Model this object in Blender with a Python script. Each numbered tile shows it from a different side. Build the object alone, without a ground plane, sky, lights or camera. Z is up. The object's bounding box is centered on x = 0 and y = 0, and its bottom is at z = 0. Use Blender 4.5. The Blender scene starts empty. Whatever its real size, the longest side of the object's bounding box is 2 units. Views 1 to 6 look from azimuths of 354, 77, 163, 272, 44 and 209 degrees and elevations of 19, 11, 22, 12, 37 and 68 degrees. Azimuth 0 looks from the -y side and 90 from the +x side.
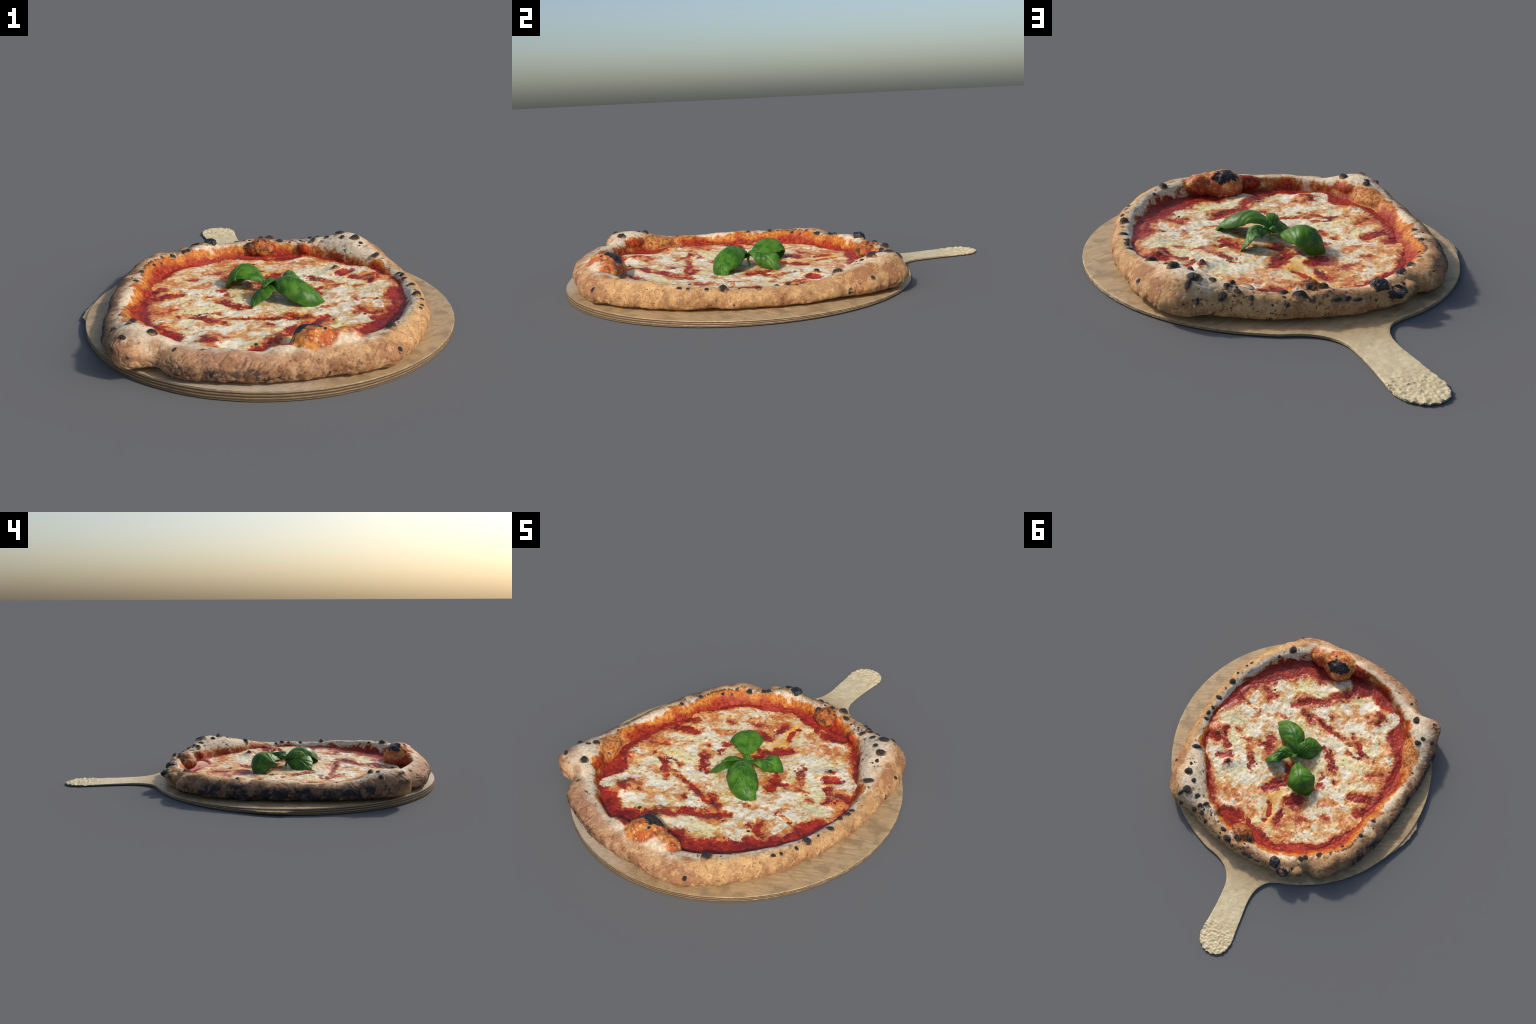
# Margherita pizza with a puffy, leopard-charred crust on a round plywood peel.
import bpy, bmesh, math, random
import numpy as np
from mathutils import Vector, Matrix, Euler
from mathutils.bvhtree import BVHTree
from mathutils.geometry import delaunay_2d_cdt

random.seed(7)
RNG = np.random.default_rng(7)

# ------------------------------------------------------------------ frame
CX, CY = 0.010, -0.234            # centre of the round blade and of the pizza
BOARD_R = 0.7635


def board_top(x, y):
    """The upper face of the peel: it sinks slightly into the ground towards the handle."""
    return 0.0204 - 0.006 * x - 0.0165 * y + 0.003 * x * y


PZ = float(board_top(CX, CY))     # height of the pizza's own origin

# ------------------------------------------------------------------ numpy noise
_perm = np.random.default_rng(11).permutation(256)
_perm = np.concatenate([_perm, _perm, _perm])
_g = np.random.default_rng(12).normal(size=(256, 3))
_g /= np.linalg.norm(_g, axis=1)[:, None]


def perlin(p):
    p = np.asarray(p, float)
    i = np.floor(p).astype(int)
    f = p - i
    u = f * f * f * (f * (f * 6 - 15) + 10)
    i &= 255
    out = 0.0
    for dx in (0, 1):
        for dy in (0, 1):
            for dz in (0, 1):
                h = _perm[_perm[_perm[i[:, 0] + dx] + i[:, 1] + dy] + i[:, 2] + dz]
                d = (_g[h] * (f - np.array([dx, dy, dz]))).sum(1)
                w = (u[:, 0] if dx else 1 - u[:, 0]) * (u[:, 1] if dy else 1 - u[:, 1]) * (u[:, 2] if dz else 1 - u[:, 2])
                out = out + d * w
    return out * 1.6


def fbm(p, octaves=3, gain=0.5):
    p = np.asarray(p, float)
    a, s, out = 1.0, 1.0, 0.0
    for k in range(octaves):
        out = out + a * perlin(p * s + 17.3 * k)
        a *= gain
        s *= 2.03
    return out


def smooth(a, b, x):
    t = np.clip((np.asarray(x, float) - a) / (b - a), 0, 1)
    return t * t * (3 - 2 * t)


def catmull(P, n):
    P = np.asarray(P, float)
    Q = np.vstack([2 * P[0] - P[1], P, 2 * P[-1] - P[-2]])
    m = len(P) - 1
    t = np.linspace(0, m - 1e-9, n)
    k = t.astype(int)
    f = (t - k)[:, None]
    p0, p1, p2, p3 = Q[k], Q[k + 1], Q[k + 2], Q[k + 3]
    return 0.5 * (2 * p1 + (p2 - p0) * f + (2 * p0 - 5 * p1 + 4 * p2 - p3) * f ** 2 + (3 * p1 - p0 - 3 * p2 + p3) * f ** 3)


# ------------------------------------------------------------------ polar profiles of the pizza
TH = np.arange(0, 360, 0.5)


def polar(stations, sigma=2.0):
    a = np.array(sorted(stations), float)
    x = np.r_[a[:, 0] - 360, a[:, 0], a[:, 0] + 360]
    y = np.r_[a[:, 1]] * 1.0
    v = np.interp(TH, x, np.r_[y, y, y])
    if sigma:
        k = np.exp(-0.5 * (np.arange(-40, 41) * 0.5 / sigma) ** 2)
        k /= k.sum()
        v = np.convolve(np.r_[v[-40:], v, v[:40]], k, "valid")
    return v


def at(profile, deg):
    return np.interp(np.asarray(deg) % 360, np.r_[TH, 360.0], np.r_[profile, profile[0]])


R_OUT = polar([(4, .648), (15, .662), (27, .696), (33, .735), (40, .757), (46, .783), (51, .785), (56, .760), (61, .716),
               (71, .705), (83, .700), (90, .696), (100, .704), (106, .706), (109, .716), (113, .730), (117, .702), (121, .700),
               (124, .720), (129, .748), (135, .732), (142, .722), (148, .706), (154, .694), (160, .682), (166, .670), (173, .668),
               (181, .667), (188, .680), (195, .708), (202, .729), (207, .762), (213, .782), (217, .802), (221, .830), (225, .806),
               (228, .772), (230, .757), (236, .763), (241, .768), (246, .754), (251, .742), (257, .740), (265, .730), (273, .727),
               (284, .734), (290, .754), (297, .766), (302, .758), (307, .731), (314, .712), (324, .686), (334, .671), (345, .649),
               (355, .645)], 1.6)
R_IN = polar([(0, .574), (7, .583), (15, .577), (24, .574), (33, .560), (43, .564), (50, .580), (57, .593), (63, .596), (70, .602),
              (76, .602), (84, .602), (92, .600), (97, .602), (101, .614), (108, .615), (118, .606), (131, .598), (142, .594),
              (149, .572), (157, .548), (166, .537), (176, .552), (185, .578), (194, .590), (203, .612), (217, .622), (225, .641),
              (235, .638), (248, .640), (262, .640), (275, .634), (288, .634), (295, .634), (302, .616), (312, .612), (321, .596),
              (329, .582), (336, .576), (345, .576), (353, .570)], 2.5)
Z_TOP = polar([(0, .102), (10, .095), (20, .100), (30, .123), (36, .137), (42, .152), (48, .158), (53, .152), (58, .130), (64, .117),
               (70, .106), (78, .105), (86, .113), (92, .113), (97, .104), (101, .100), (106, .104), (110, .116), (115, .118), (120, .108),
               (124, .108), (129, .116), (134, .131), (139, .127), (146, .118), (152, .118), (160, .120), (170, .122), (180, .117),
               (190, .114), (200, .119), (205, .129), (210, .148), (215, .166), (220, .176), (225, .172), (229, .156), (233, .138),
               (240, .139), (250, .140), (260, .136), (270, .140), (280, .147), (290, .149), (300, .141), (306, .136), (312, .136),
               (320, .130), (328, .124), (336, .116), (345, .105), (353, .101)], 1.8)
F_TOP = polar([(0, .42), (40, .5), (60, .5), (90, .5), (130, .45), (170, .4), (195, .38), (215, .48), (222, .58), (228, .48), (240, .34), (265, .34), (290, .36), (330, .40)])


SLOPE = polar([(0, .012), (30, .008), (60, .010), (100, .022), (150, .028), (210, .030), (240, .020), (270, .026), (300, .014), (340, .012)])   # reach of the inner foot
LIP = polar([(0, .2), (60, .2), (130, .2), (170, .3), (195, .7), (205, .9), (225, .5), (236, 1.2), (250, 1.1), (264, .6), (275, 1), (292, 1), (304, .5), (315, .5), (340, .2)])   # how far the rim leans in


def cheese_base(x, y):
    """Height of the flat middle of the pizza (x, y from its centre; height above the ground)."""
    return 0.0585 + 0.050 * np.clip(x, -.52, .52) ** 2 + 0.008 * y * y - 0.024 * np.clip(y, -.5, .5)


# bubbles under the topping: x, y, height, spread
LUMPS = [(-.276, -.432, .024, .046), (.346, .262, .024, .026), (-.015, -.440, .020, .040), (.024, -.242, .010, .018),
         (-.444, -.250, .012, .024), (.500, .130, .014, .030), (.300, .225, .008, .030), (.480, .095, .008, .020),
         (-.425, .080, .007, .030), (-.090, .275, .006, .030), (.200, .034, .005, .026), (.332, -.256, .008, .020),
         (.092, -.500, .006, .026), (-.112, -.480, .008, .018), (.255, .150, .006, .028), (.490, -.020, .006, .05)]


def topping_z(x, y):
    p = np.stack([x, y, 0 * x], 1)
    z = cheese_base(x, y) + 0.0030 * fbm(p * 9 + 3.1, 3) + 0.0016 * fbm(p * 34, 2)
    for a, b, h, s in LUMPS:
        z = z + h * np.exp(-0.5 * ((x - a) ** 2 + (y - b) ** 2) / s ** 2 / 0.7)
    return z


# ------------------------------------------------------------------ node helper
class Nodes:
    def __init__(self, name):
        self.mat = bpy.data.materials.new(name)
        self.mat.use_nodes = True
        self.t = self.mat.node_tree
        self.b = self.t.nodes["Principled BSDF"]
        self.out = self.t.nodes["Material Output"]
        self.pos = self.t.nodes.new("ShaderNodeTexCoord").outputs["Object"]

    def new(self, kind, **props):
        n = self.t.nodes.new(kind)
        for k, v in props.items():
            setattr(n, k, v)
        return n

    def put(self, sock, v):
        if isinstance(v, bpy.types.NodeSocket):
            self.t.links.new(v, sock)
        elif v is not None:
            if sock.type == "RGBA" and len(v) == 3:
                v = (*v, 1)
            sock.default_value = v

    def math(self, op, a, b=None, c=None, clamp=False):
        n = self.new("ShaderNodeMath", operation=op, use_clamp=clamp)
        for s, v in zip(n.inputs, (a, b, c)):
            self.put(s, v)
        return n.outputs[0]

    def vec(self, op, a, b=None, c=None, scale=None):
        n = self.new("ShaderNodeVectorMath", operation=op)
        for s, v in zip(n.inputs[:3], (a, b, c)):
            self.put(s, v)
        if scale is not None:
            self.put(n.inputs["Scale"], scale)
        return n.outputs["Value"] if op in ("LENGTH", "DISTANCE", "DOT_PRODUCT") else n.outputs["Vector"]

    def noise(self, scale, detail=2.0, rough=0.5, vector=None, offset=0.0, distortion=0.0):
        n = self.new("ShaderNodeTexNoise")
        v = vector or self.pos
        if offset:
            v = self.vec("ADD", v, (offset, offset * 1.7, offset * .6))
        self.put(n.inputs["Vector"], v)
        n.inputs["Scale"].default_value = scale
        n.inputs["Detail"].default_value = detail
        n.inputs["Roughness"].default_value = rough
        n.inputs["Distortion"].default_value = distortion
        return n.outputs["Fac"]

    def noise3(self, scale, amount, detail=2.0):
        n = self.new("ShaderNodeTexNoise")
        self.put(n.inputs["Vector"], self.pos)
        n.inputs["Scale"].default_value = scale
        n.inputs["Detail"].default_value = detail
        return self.vec("SCALE", self.vec("SUBTRACT", n.outputs["Color"], (.5, .5, .5)), scale=amount)

    def voronoi(self, scale, vector=None, feature="F1", rand=1.0):
        n = self.new("ShaderNodeTexVoronoi", feature=feature)
        self.put(n.inputs["Vector"], vector or self.pos)
        n.inputs["Scale"].default_value = scale
        n.inputs["Randomness"].default_value = rand
        return n.outputs["Distance"]

    def ramp(self, x, a, b, lo=0.0, hi=1.0):
        n = self.new("ShaderNodeMapRange", interpolation_type="SMOOTHSTEP")
        for s, v in zip(n.inputs, (x, a, b, lo, hi)):
            self.put(s, v)
        return n.outputs[0]

    def mix(self, fac, a, b, blend="MIX"):
        n = self.new("ShaderNodeMix", data_type="RGBA", blend_type=blend)
        self.put(n.inputs[0], fac)
        self.put(n.inputs[6], a)
        self.put(n.inputs[7], b)
        return n.outputs[2]

    def curve(self, x, points):
        n = self.new("ShaderNodeFloatCurve")
        c = n.mapping.curves[0]
        while len(c.points) > 2:
            c.points.remove(c.points[1])
        c.points[0].location, c.points[-1].location = points[0], points[-1]
        for p in points[1:-1]:
            c.points.new(*p)
        for p in c.points:
            p.handle_type = "VECTOR"
        n.mapping.update()
        self.put(n.inputs["Value"], x)
        return n.outputs[0]

    def round_curve(self, turn, profile, step=6):
        """A profile around the pizza as a curve over one turn, turn in 0..1."""
        pts = [(d / 360, float(at(profile, d))) for d in range(0, 361, step)]
        return self.curve(turn, pts)

    def by_angle(self, turn, stations):
        return self.round_curve(turn, polar(stations, 3.0), 6)

    def near(self, p, c, a, b, squash=(1, 1, 1)):
        """1 inside radius a of the point c, 0 beyond b."""
        d = self.vec("LENGTH", self.vec("MULTIPLY", self.vec("SUBTRACT", p, c), squash))
        return self.ramp(d, a, b, 1, 0)

    def capsule(self, p, a, b, w, s=1.0):
        ax, ay, bx, by = *a, *b
        ba = Vector((bx - ax, by - ay, 0))
        L2 = max(ba.length_squared, 1e-6)
        pa = self.vec("SUBTRACT", p, (ax, ay, 0))
        t = self.math("MULTIPLY", self.vec("DOT_PRODUCT", pa, ba), 1 / L2)
        t = self.math("MINIMUM", self.math("MAXIMUM", t, 0.0), 1.0)
        d = self.vec("LENGTH", self.vec("SUBTRACT", pa, self.vec("SCALE", ba, scale=t)))
        return self.ramp(d, 0.0, w * 1.0, s, 0)

    def maximum(self, xs):
        best = None          # one after the other: a long row of live values would not fit the shader stack
        for x in xs:
            best = x if best is None else self.math("MAXIMUM", best, x)
        return best

    def turn(self, p):
        s = self.new("ShaderNodeSeparateXYZ")
        self.put(s.inputs[0], p)
        a = self.math("ARCTAN2", s.outputs[1], s.outputs[0])
        f = self.math("FRACT", self.math("ADD", self.math("DIVIDE", a, math.tau), 1.0))
        r = self.math("SQRT", self.math("ADD", self.math("MULTIPLY", s.outputs[0], s.outputs[0]), self.math("MULTIPLY", s.outputs[1], s.outputs[1])))
        return f, r, s.outputs[2]

    def bump(self, height, strength, dist, prev=None):
        n = self.new("ShaderNodeBump")
        n.inputs["Strength"].default_value = strength
        n.inputs["Distance"].default_value = dist
        self.put(n.inputs["Height"], height)
        if prev is not None:
            self.put(n.inputs["Normal"], prev)
        return n.outputs[0]

    def finish(self, colour, rough=0.6, normal=None, spec=0.35, **more):
        self.put(self.b.inputs["Base Color"], colour)
        self.put(self.b.inputs["Roughness"], rough)
        self.put(self.b.inputs["Specular IOR Level"], spec)
        if normal is not None:
            self.put(self.b.inputs["Normal"], normal)
        for k, v in more.items():
            self.put(self.b.inputs[k.replace("_", " ")], v)
        return self.mat


# ------------------------------------------------------------------ object helpers
COLL = bpy.context.scene.collection


def mesh_object(name, verts, faces, mat, parent=None, smooth_shade=True):
    me = bpy.data.meshes.new(name)
    me.from_pydata([tuple(v) for v in verts], [], [tuple(f) for f in faces])
    me.update()
    if mat:
        me.materials.append(mat)
    if smooth_shade:
        me.polygons.foreach_set("use_smooth", [True] * len(me.polygons))
    o = bpy.data.objects.new(name, me)
    COLL.objects.link(o)
    o.parent = parent
    return o


def empty(name, loc=(0, 0, 0), parent=None):
    o = bpy.data.objects.new(name, None)
    o.location = loc
    o.empty_display_size = 0.1
    COLL.objects.link(o)
    o.parent = parent
    return o


def grid_faces(n, m, close_n=False, close_m=False):
    f = []
    for i in range(n if close_n else n - 1):
        for j in range(m if close_m else m - 1):
            i2, j2 = (i + 1) % n, (j + 1) % m
            f.append((i * m + j, i2 * m + j, i2 * m + j2, i * m + j2))
    return f


def coords(me):
    v = np.empty(len(me.vertices) * 3, np.float32)
    me.vertices.foreach_get("co", v)
    return v.reshape(-1, 3).astype(float)


def normals(me):
    v = np.empty(len(me.vertices) * 3, np.float32)
    me.vertices.foreach_get("normal", v)
    return v.reshape(-1, 3).astype(float)


def set_coords(me, v):
    me.vertices.foreach_set("co", np.asarray(v, np.float32).ravel())
    me.update()


# ================================================================== PEEL
def wood_material():
    N = Nodes("birch_plywood")
    s = N.new("ShaderNodeSeparateXYZ")
    N.put(s.inputs[0], N.pos)
    x, y, z = s.outputs
    # grain runs across the blade: stretched noise
    rot = N.new("ShaderNodeVectorRotate", rotation_type="Z_AXIS")
    N.put(rot.inputs["Vector"], N.pos)
    rot.inputs["Angle"].default_value = math.radians(-29)
    along = rot.outputs[0]
    stretch = N.vec("MULTIPLY", along, (8, 75, 20))
    warp = N.vec("ADD", stretch, N.noise3(3.0, 3.5))
    grain = N.noise(1.0, 4, .65, warp)
    fine = N.noise(1.0, 2, .6, N.vec("MULTIPLY", along, (40, 420, 60)))
    cloud = N.noise(3.2, 3, .55, offset=2.2)
    blot = N.noise(14, 3, .6, offset=5.1)
    col = N.mix(N.ramp(grain, .3, .72), (.46, .305, .155), (.64, .46, .25))
    col = N.mix(N.math("MULTIPLY", N.ramp(fine, .42, .66), .50), col, (.30, .20, .10))
    col = N.mix(N.ramp(cloud, .45, .65, 0, .45), col, (.56, .36, .165))
    col = N.mix(N.ramp(blot, .50, .64, 0, .6), col, (.29, .195, .105))
    # silvery glare painted into the wood colour along the blade's front left
    painted_glare = N.near(N.vec("ADD", N.pos, N.noise3(6, .10)), (-.22, -.93, .03), .12, .42, (1, 1, 0))
    col = N.mix(N.math("MULTIPLY", painted_glare, .6), col, N.mix(N.ramp(fine, .35, .65), (.70, .62, .52), (.45, .38, .30)))
    # paler, chalkier handle
    hm = N.ramp(N.math("ADD", y, N.math("MULTIPLY", cloud, .15)), .55, .78)
    pale = N.mix(N.ramp(N.noise(26, 4, .6), .35, .7), (.66, .54, .32), (.80, .68, .42))
    pale = N.mix(N.ramp(N.noise(70, 2, .6, offset=3), .60, .75, 0, .5), pale, (.42, .38, .27))
    col = N.mix(N.math("MULTIPLY", hm, .9), col, pale)
    # an old grease mark and small knots
    p2 = N.vec("ADD", N.vec("MULTIPLY", N.pos, (1, 1, 0)), N.noise3(18, .05))
    col = N.mix(N.math("MULTIPLY", N.near(p2, (.700, -.086, 0), .005, .060, (1, .8, 1)), .55), col, (.30, .20, .10))
    col = N.mix(N.math("MULTIPLY", N.near(p2, (-.126, .590, 0), .002, .012), .6), col, (.62, .26, .08))
    col = N.mix(N.math("MULTIPLY", N.near(p2, (-.118, .845, 0), .001, .012), .6), col, (.34, .20, .12))
    # plies on the cut edge, as a fraction of the local thickness
    top = N.math("ADD", N.math("MULTIPLY_ADD", x, -.006, .0204), N.math("MULTIPLY", y, -.0165))
    frac = N.math("DIVIDE", z, top)
    wob = N.math("MULTIPLY_ADD", N.noise(7, 2), .10, -.05)
    ply = N.math("SINE", N.math("MULTIPLY", N.math("ADD", frac, wob), 22.0))
    g = N.new("ShaderNodeNewGeometry")
    sn = N.new("ShaderNodeSeparateXYZ")
    N.put(sn.inputs[0], g.outputs["True Normal"])
    side = N.ramp(sn.outputs[2], .45, .75, 1, 0)
    edge = N.mix(N.ramp(ply, -.5, .6), (.10, .060, .032), (.30, .205, .110))
    edge = N.mix(N.ramp(N.noise(1, 3, .6, N.vec("MULTIPLY", N.pos, (40, 40, 300))), .4, .7, 0, .5), edge, (.15, .095, .052))
    col = N.mix(side, col, edge)
    h = N.math("ADD", N.math("MULTIPLY", grain, .6), N.math("MULTIPLY", fine, .5))
    nrm = N.bump(h, .35, .002)
    nrm = N.bump(N.noise(130, 3, .6), .3, .0015, nrm)
    rough = N.ramp(grain, .3, .7, .42, .55)
    return N.finish(col, rough, nrm, .4)


def fillet_outline():
    """Round blade plus the waisted handle, counter-clockwise."""
    right = [(.195, .509), (.120, .522), (.062, .546), (.022, .580), (-.005, .626), (-.016, .682), (-.024, .753), (-.028, .832), (-.031, .901)]
    tip = [(-.036, .936), (-.052, .966), (-.082, .988), (-.112, .997), (-.148, .995), (-.186, .972), (-.204, .935), (-.208, .899)]
    left = [(-.200, .854), (-.190, .806), (-.178, .737), (-.166, .668), (-.165, .607), (-.178, .556), (-.208, .512), (-.259, .480)]
    h = catmull(right + tip + left, 520)
    a0 = math.atan2(left[-1][1] - CY, left[-1][0] - CX)
    a1 = math.atan2(right[0][1] - CY, right[0][0] - CX) + math.tau
    a = np.linspace(a0, a1, 900)[1:-1]
    w = smooth(0, .06, np.minimum(a - a0, a1 - a))
    r0, r1 = math.hypot(left[-1][0] - CX, left[-1][1] - CY), math.hypot(right[0][0] - CX, right[0][1] - CY)
    r = BOARD_R * w + (1 - w) * np.where(a - a0 < 1, r0, r1)
    r = r + .0009 * perlin(np.stack([np.cos(a) * 14, np.sin(a) * 14, 0 * a], 1))
    arc = np.stack([CX + r * np.cos(a), CY + r * np.sin(a)], 1)
    return np.vstack([h, arc])


def offset(P, d):
    t = np.roll(P, -1, 0) - np.roll(P, 1, 0)
    t /= np.linalg.norm(t, axis=1)[:, None] + 1e-12
    return P + np.stack([t[:, 1], -t[:, 0]], 1) * np.asarray(d)[..., None] if np.ndim(d) else P + np.stack([t[:, 1], -t[:, 0]], 1) * d


def build_peel():
    mat = wood_material()
    root = empty("wooden_pizza_peel")
    root["label"] = "round plywood pizza peel with short waisted handle"
    root["category"] = "pizza peel"
    B = fillet_outline()
    n = len(B)
    tipness = smooth(.80, .93, B[:, 1])
    ragged = tipness * (.0045 * fbm(np.c_[B * 60, 0 * B[:, 0]], 3))
    B = offset(B, ragged)
    inner = offset(B, -.0022)
    # interior points
    xs, ys = np.meshgrid(np.arange(-.8, .8, .014), np.arange(-1.02, 1.02, .014))
    G = np.stack([xs.ravel(), ys.ravel()], 1) + RNG.uniform(-.002, .002, (xs.size, 2))
    xs, ys = np.meshgrid(np.arange(-.24, .03, .0042), np.arange(.60, 1.01, .0042))
    G = np.vstack([G[G[:, 1] < .60], np.stack([xs.ravel(), ys.ravel()], 1) + RNG.uniform(-.001, .001, (xs.size, 2))])

    def inside(P, poly):
        res = np.zeros(len(P), bool)
        q = np.roll(poly, -1, 0)
        for (x1, y1), (x2, y2) in zip(poly, q):
            c = ((y1 > P[:, 1]) != (y2 > P[:, 1]))
            if c.any():
                res[c] ^= P[c, 0] < (x2 - x1) * (P[c, 1] - y1) / (y2 - y1) + x1
        return res

    G = G[inside(G, offset(B, -.006)[::2])]
    pts = [Vector(p) for p in inner] + [Vector(p) for p in G]
    v2, _, f2, _, _, _ = delaunay_2d_cdt(pts, [(i, (i + 1) % n) for i in range(n)], [], 1, 1e-7)
    v2 = np.array([tuple(v) for v in v2])
    f2 = [tuple(f) for f in f2]

    def top(P):
        z = board_top(P[:, 0], P[:, 1])
        q = np.c_[P, 0 * P[:, 0]]
        rough = smooth(.50, .66, P[:, 1]) * .0009 + smooth(.78, .90, P[:, 1]) * .0036
        z = z + rough * fbm(q * np.array([52, 60, 1]), 3, .6) + .0005 * fbm(q * 11, 2)
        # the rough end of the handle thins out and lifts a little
        z = z + smooth(.86, .98, P[:, 1]) * .003
        return np.maximum(z, .0035)

    ztop = top(v2)
    V = [(*p, z) for p, z in zip(v2, ztop)]
    F = list(f2)
    base = len(V)
    # splintered flap on the left edge
    ang = np.degrees(np.arctan2(B[:, 1] - CY, B[:, 0] - CX)) % 360
    flap = .019 * smooth(181, 176, ang) * smooth(158, 172, ang) * (1 + .3 * perlin(np.c_[B * 40, 0 * B[:, 0]]))
    rings = [(0.0, .90, 0), (.0, .80, 0), (-.0012, .70, .4), (.0, .60, 1), (0, .45, 1), (-.0012, .36, 1), (0, .28, .9), (0, .12, .6), (-.002, 0.0, .3)]
    zt = top(B)
    for d, k, fl in rings:
        P = offset(B, d + flap * fl + .0006 * perlin(np.c_[B * 50, 0 * B[:, 0] + 9 * k]))
        zz = np.maximum(zt, .004) * k
        V += [(p[0], p[1], z) for p, z in zip(P, zz)]
    idx = [list(range(n))] + [list(range(base + r * n, base + (r + 1) * n)) for r in range(len(rings))]
    for a, b in zip(idx, idx[1:]):
        F += [(a[i], b[i], b[(i + 1) % n], a[(i + 1) % n]) for i in range(n)]
    # underside
    m = len(V)
    V += [(p[0], p[1], 0.0) for p in v2]
    F += [(m + c, m + b, m + a) for a, b, c in [f for f in f2 if len(f) == 3]]
    last = idx[-1]
    F += [(last[i], m + i, m + (i + 1) % n, last[(i + 1) % n]) for i in range(n)]
    V = np.array(V)

    def part(name, keep):
        ff = [f for f in F if keep(V[list(f), 1].mean())]
        used = sorted({i for f in ff for i in f})
        new = {o: k for k, o in enumerate(used)}
        return mesh_object(name, V[used], [[new[i] for i in f] for f in ff], mat, root)

    whole = mesh_object("whole", V, F, None)
    whole.data.set_sharp_from_angle(angle=math.radians(38))
    vn = normals(whole.data)
    bpy.data.objects.remove(whole)
    for name, keep in (("peel_blade", lambda y: y < .585), ("peel_handle", lambda y: y >= .585)):
        o = part(name, keep)
        o.data.set_sharp_from_angle(angle=math.radians(38))
    return root


# ================================================================== CRUST
def crust_shape():
    """Closed loop of cross-sections round the pizza, in pizza coordinates."""
    th = np.arange(0, 360, 0.75)
    secs = []
    for d in th:
        ri, ro, zt, ft = (float(at(p, d)) for p in (R_IN, R_OUT, Z_TOP, F_TOP))
        w = ro - ri
        c, s = math.cos(math.radians(d)), math.sin(math.radians(d))
        zb = float(board_top(CX + ro * c, CY + ro * s))
        zc = float(cheese_base(ri * c, ri * s))
        h = zt - zc
        zo = zb + (.50 - .13 * math.exp(-((d - 30) / 16) ** 2) + .22 * math.exp(-((d - 221) / 6) ** 2)) * (zt - zb)
        lip = float(at(LIP, d))
        sl = float(at(SLOPE, d))
        p = [(ri - .034 - sl, zb + .004), (ri - .030 - sl, zc - .012), (ri - .002 - sl, zc - .002), (ri - .002 - .35 * sl, zc + .22 * h), (ri + (.06 - .10 * lip) * w, zc + (.50 + .12 * lip) * h), (ri + (.5 * ft - .10 * lip) * w, zc + (.86 + .07 * lip) * h),
             (ri + ft * w, zt), (ri + (ft + .26) * w, zt - .07 * (zt - zb)), (ri + .90 * w, zo + .46 * (zt - zo)), (ro, zo),
             (ro - .05 * w, zb + .22 * (zt - zb)), (ro - .20 * w, zb + .012), (ro - .6 * w, zb + .003)]
        p = catmull(p + [p[0]], 73)[:-1]
        secs.append(np.c_[p[:, 0] * c, p[:, 0] * s, p[:, 1] - PZ])
    return np.array(secs)


# swellings fused into the crust: centre (x, y, height above ground), radii along the rim / across / up, turn
SWELLINGS = [
    ((.072, -.590, .110), (.078, .084, .082), 4), ((.108, -.596, .114), (.076, .076, .068), 4), ((.168, -.604, .118), (.100, .064, .056), 14), ((-.030, -.640, .108), (.09, .045, .040), 0),
    ((.045, .600, .080), (.072, .060, .043), 0), ((.250, .555, .085), (.035, .034, .026), -25),
    ((-.548, -.305, .094), (.110, .044, .036), 119), ((.562, .198, .064), (.065, .024, .022), 75),
    ((-.530, -.455, .122), (.085, .075, .046), 40),
    ((-.210, .640, .092), (.045, .035, .030), 15), ((-.262, .650, .080), (.042, .036, .032), 20),
    ((-.480, .520, .074), (.035, .050, .030), -40), ((-.330, .620, .078), (.040, .030, .026), 30),
    ((.100, .640, .075), (.060, .038, .030), 0),
]


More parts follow.
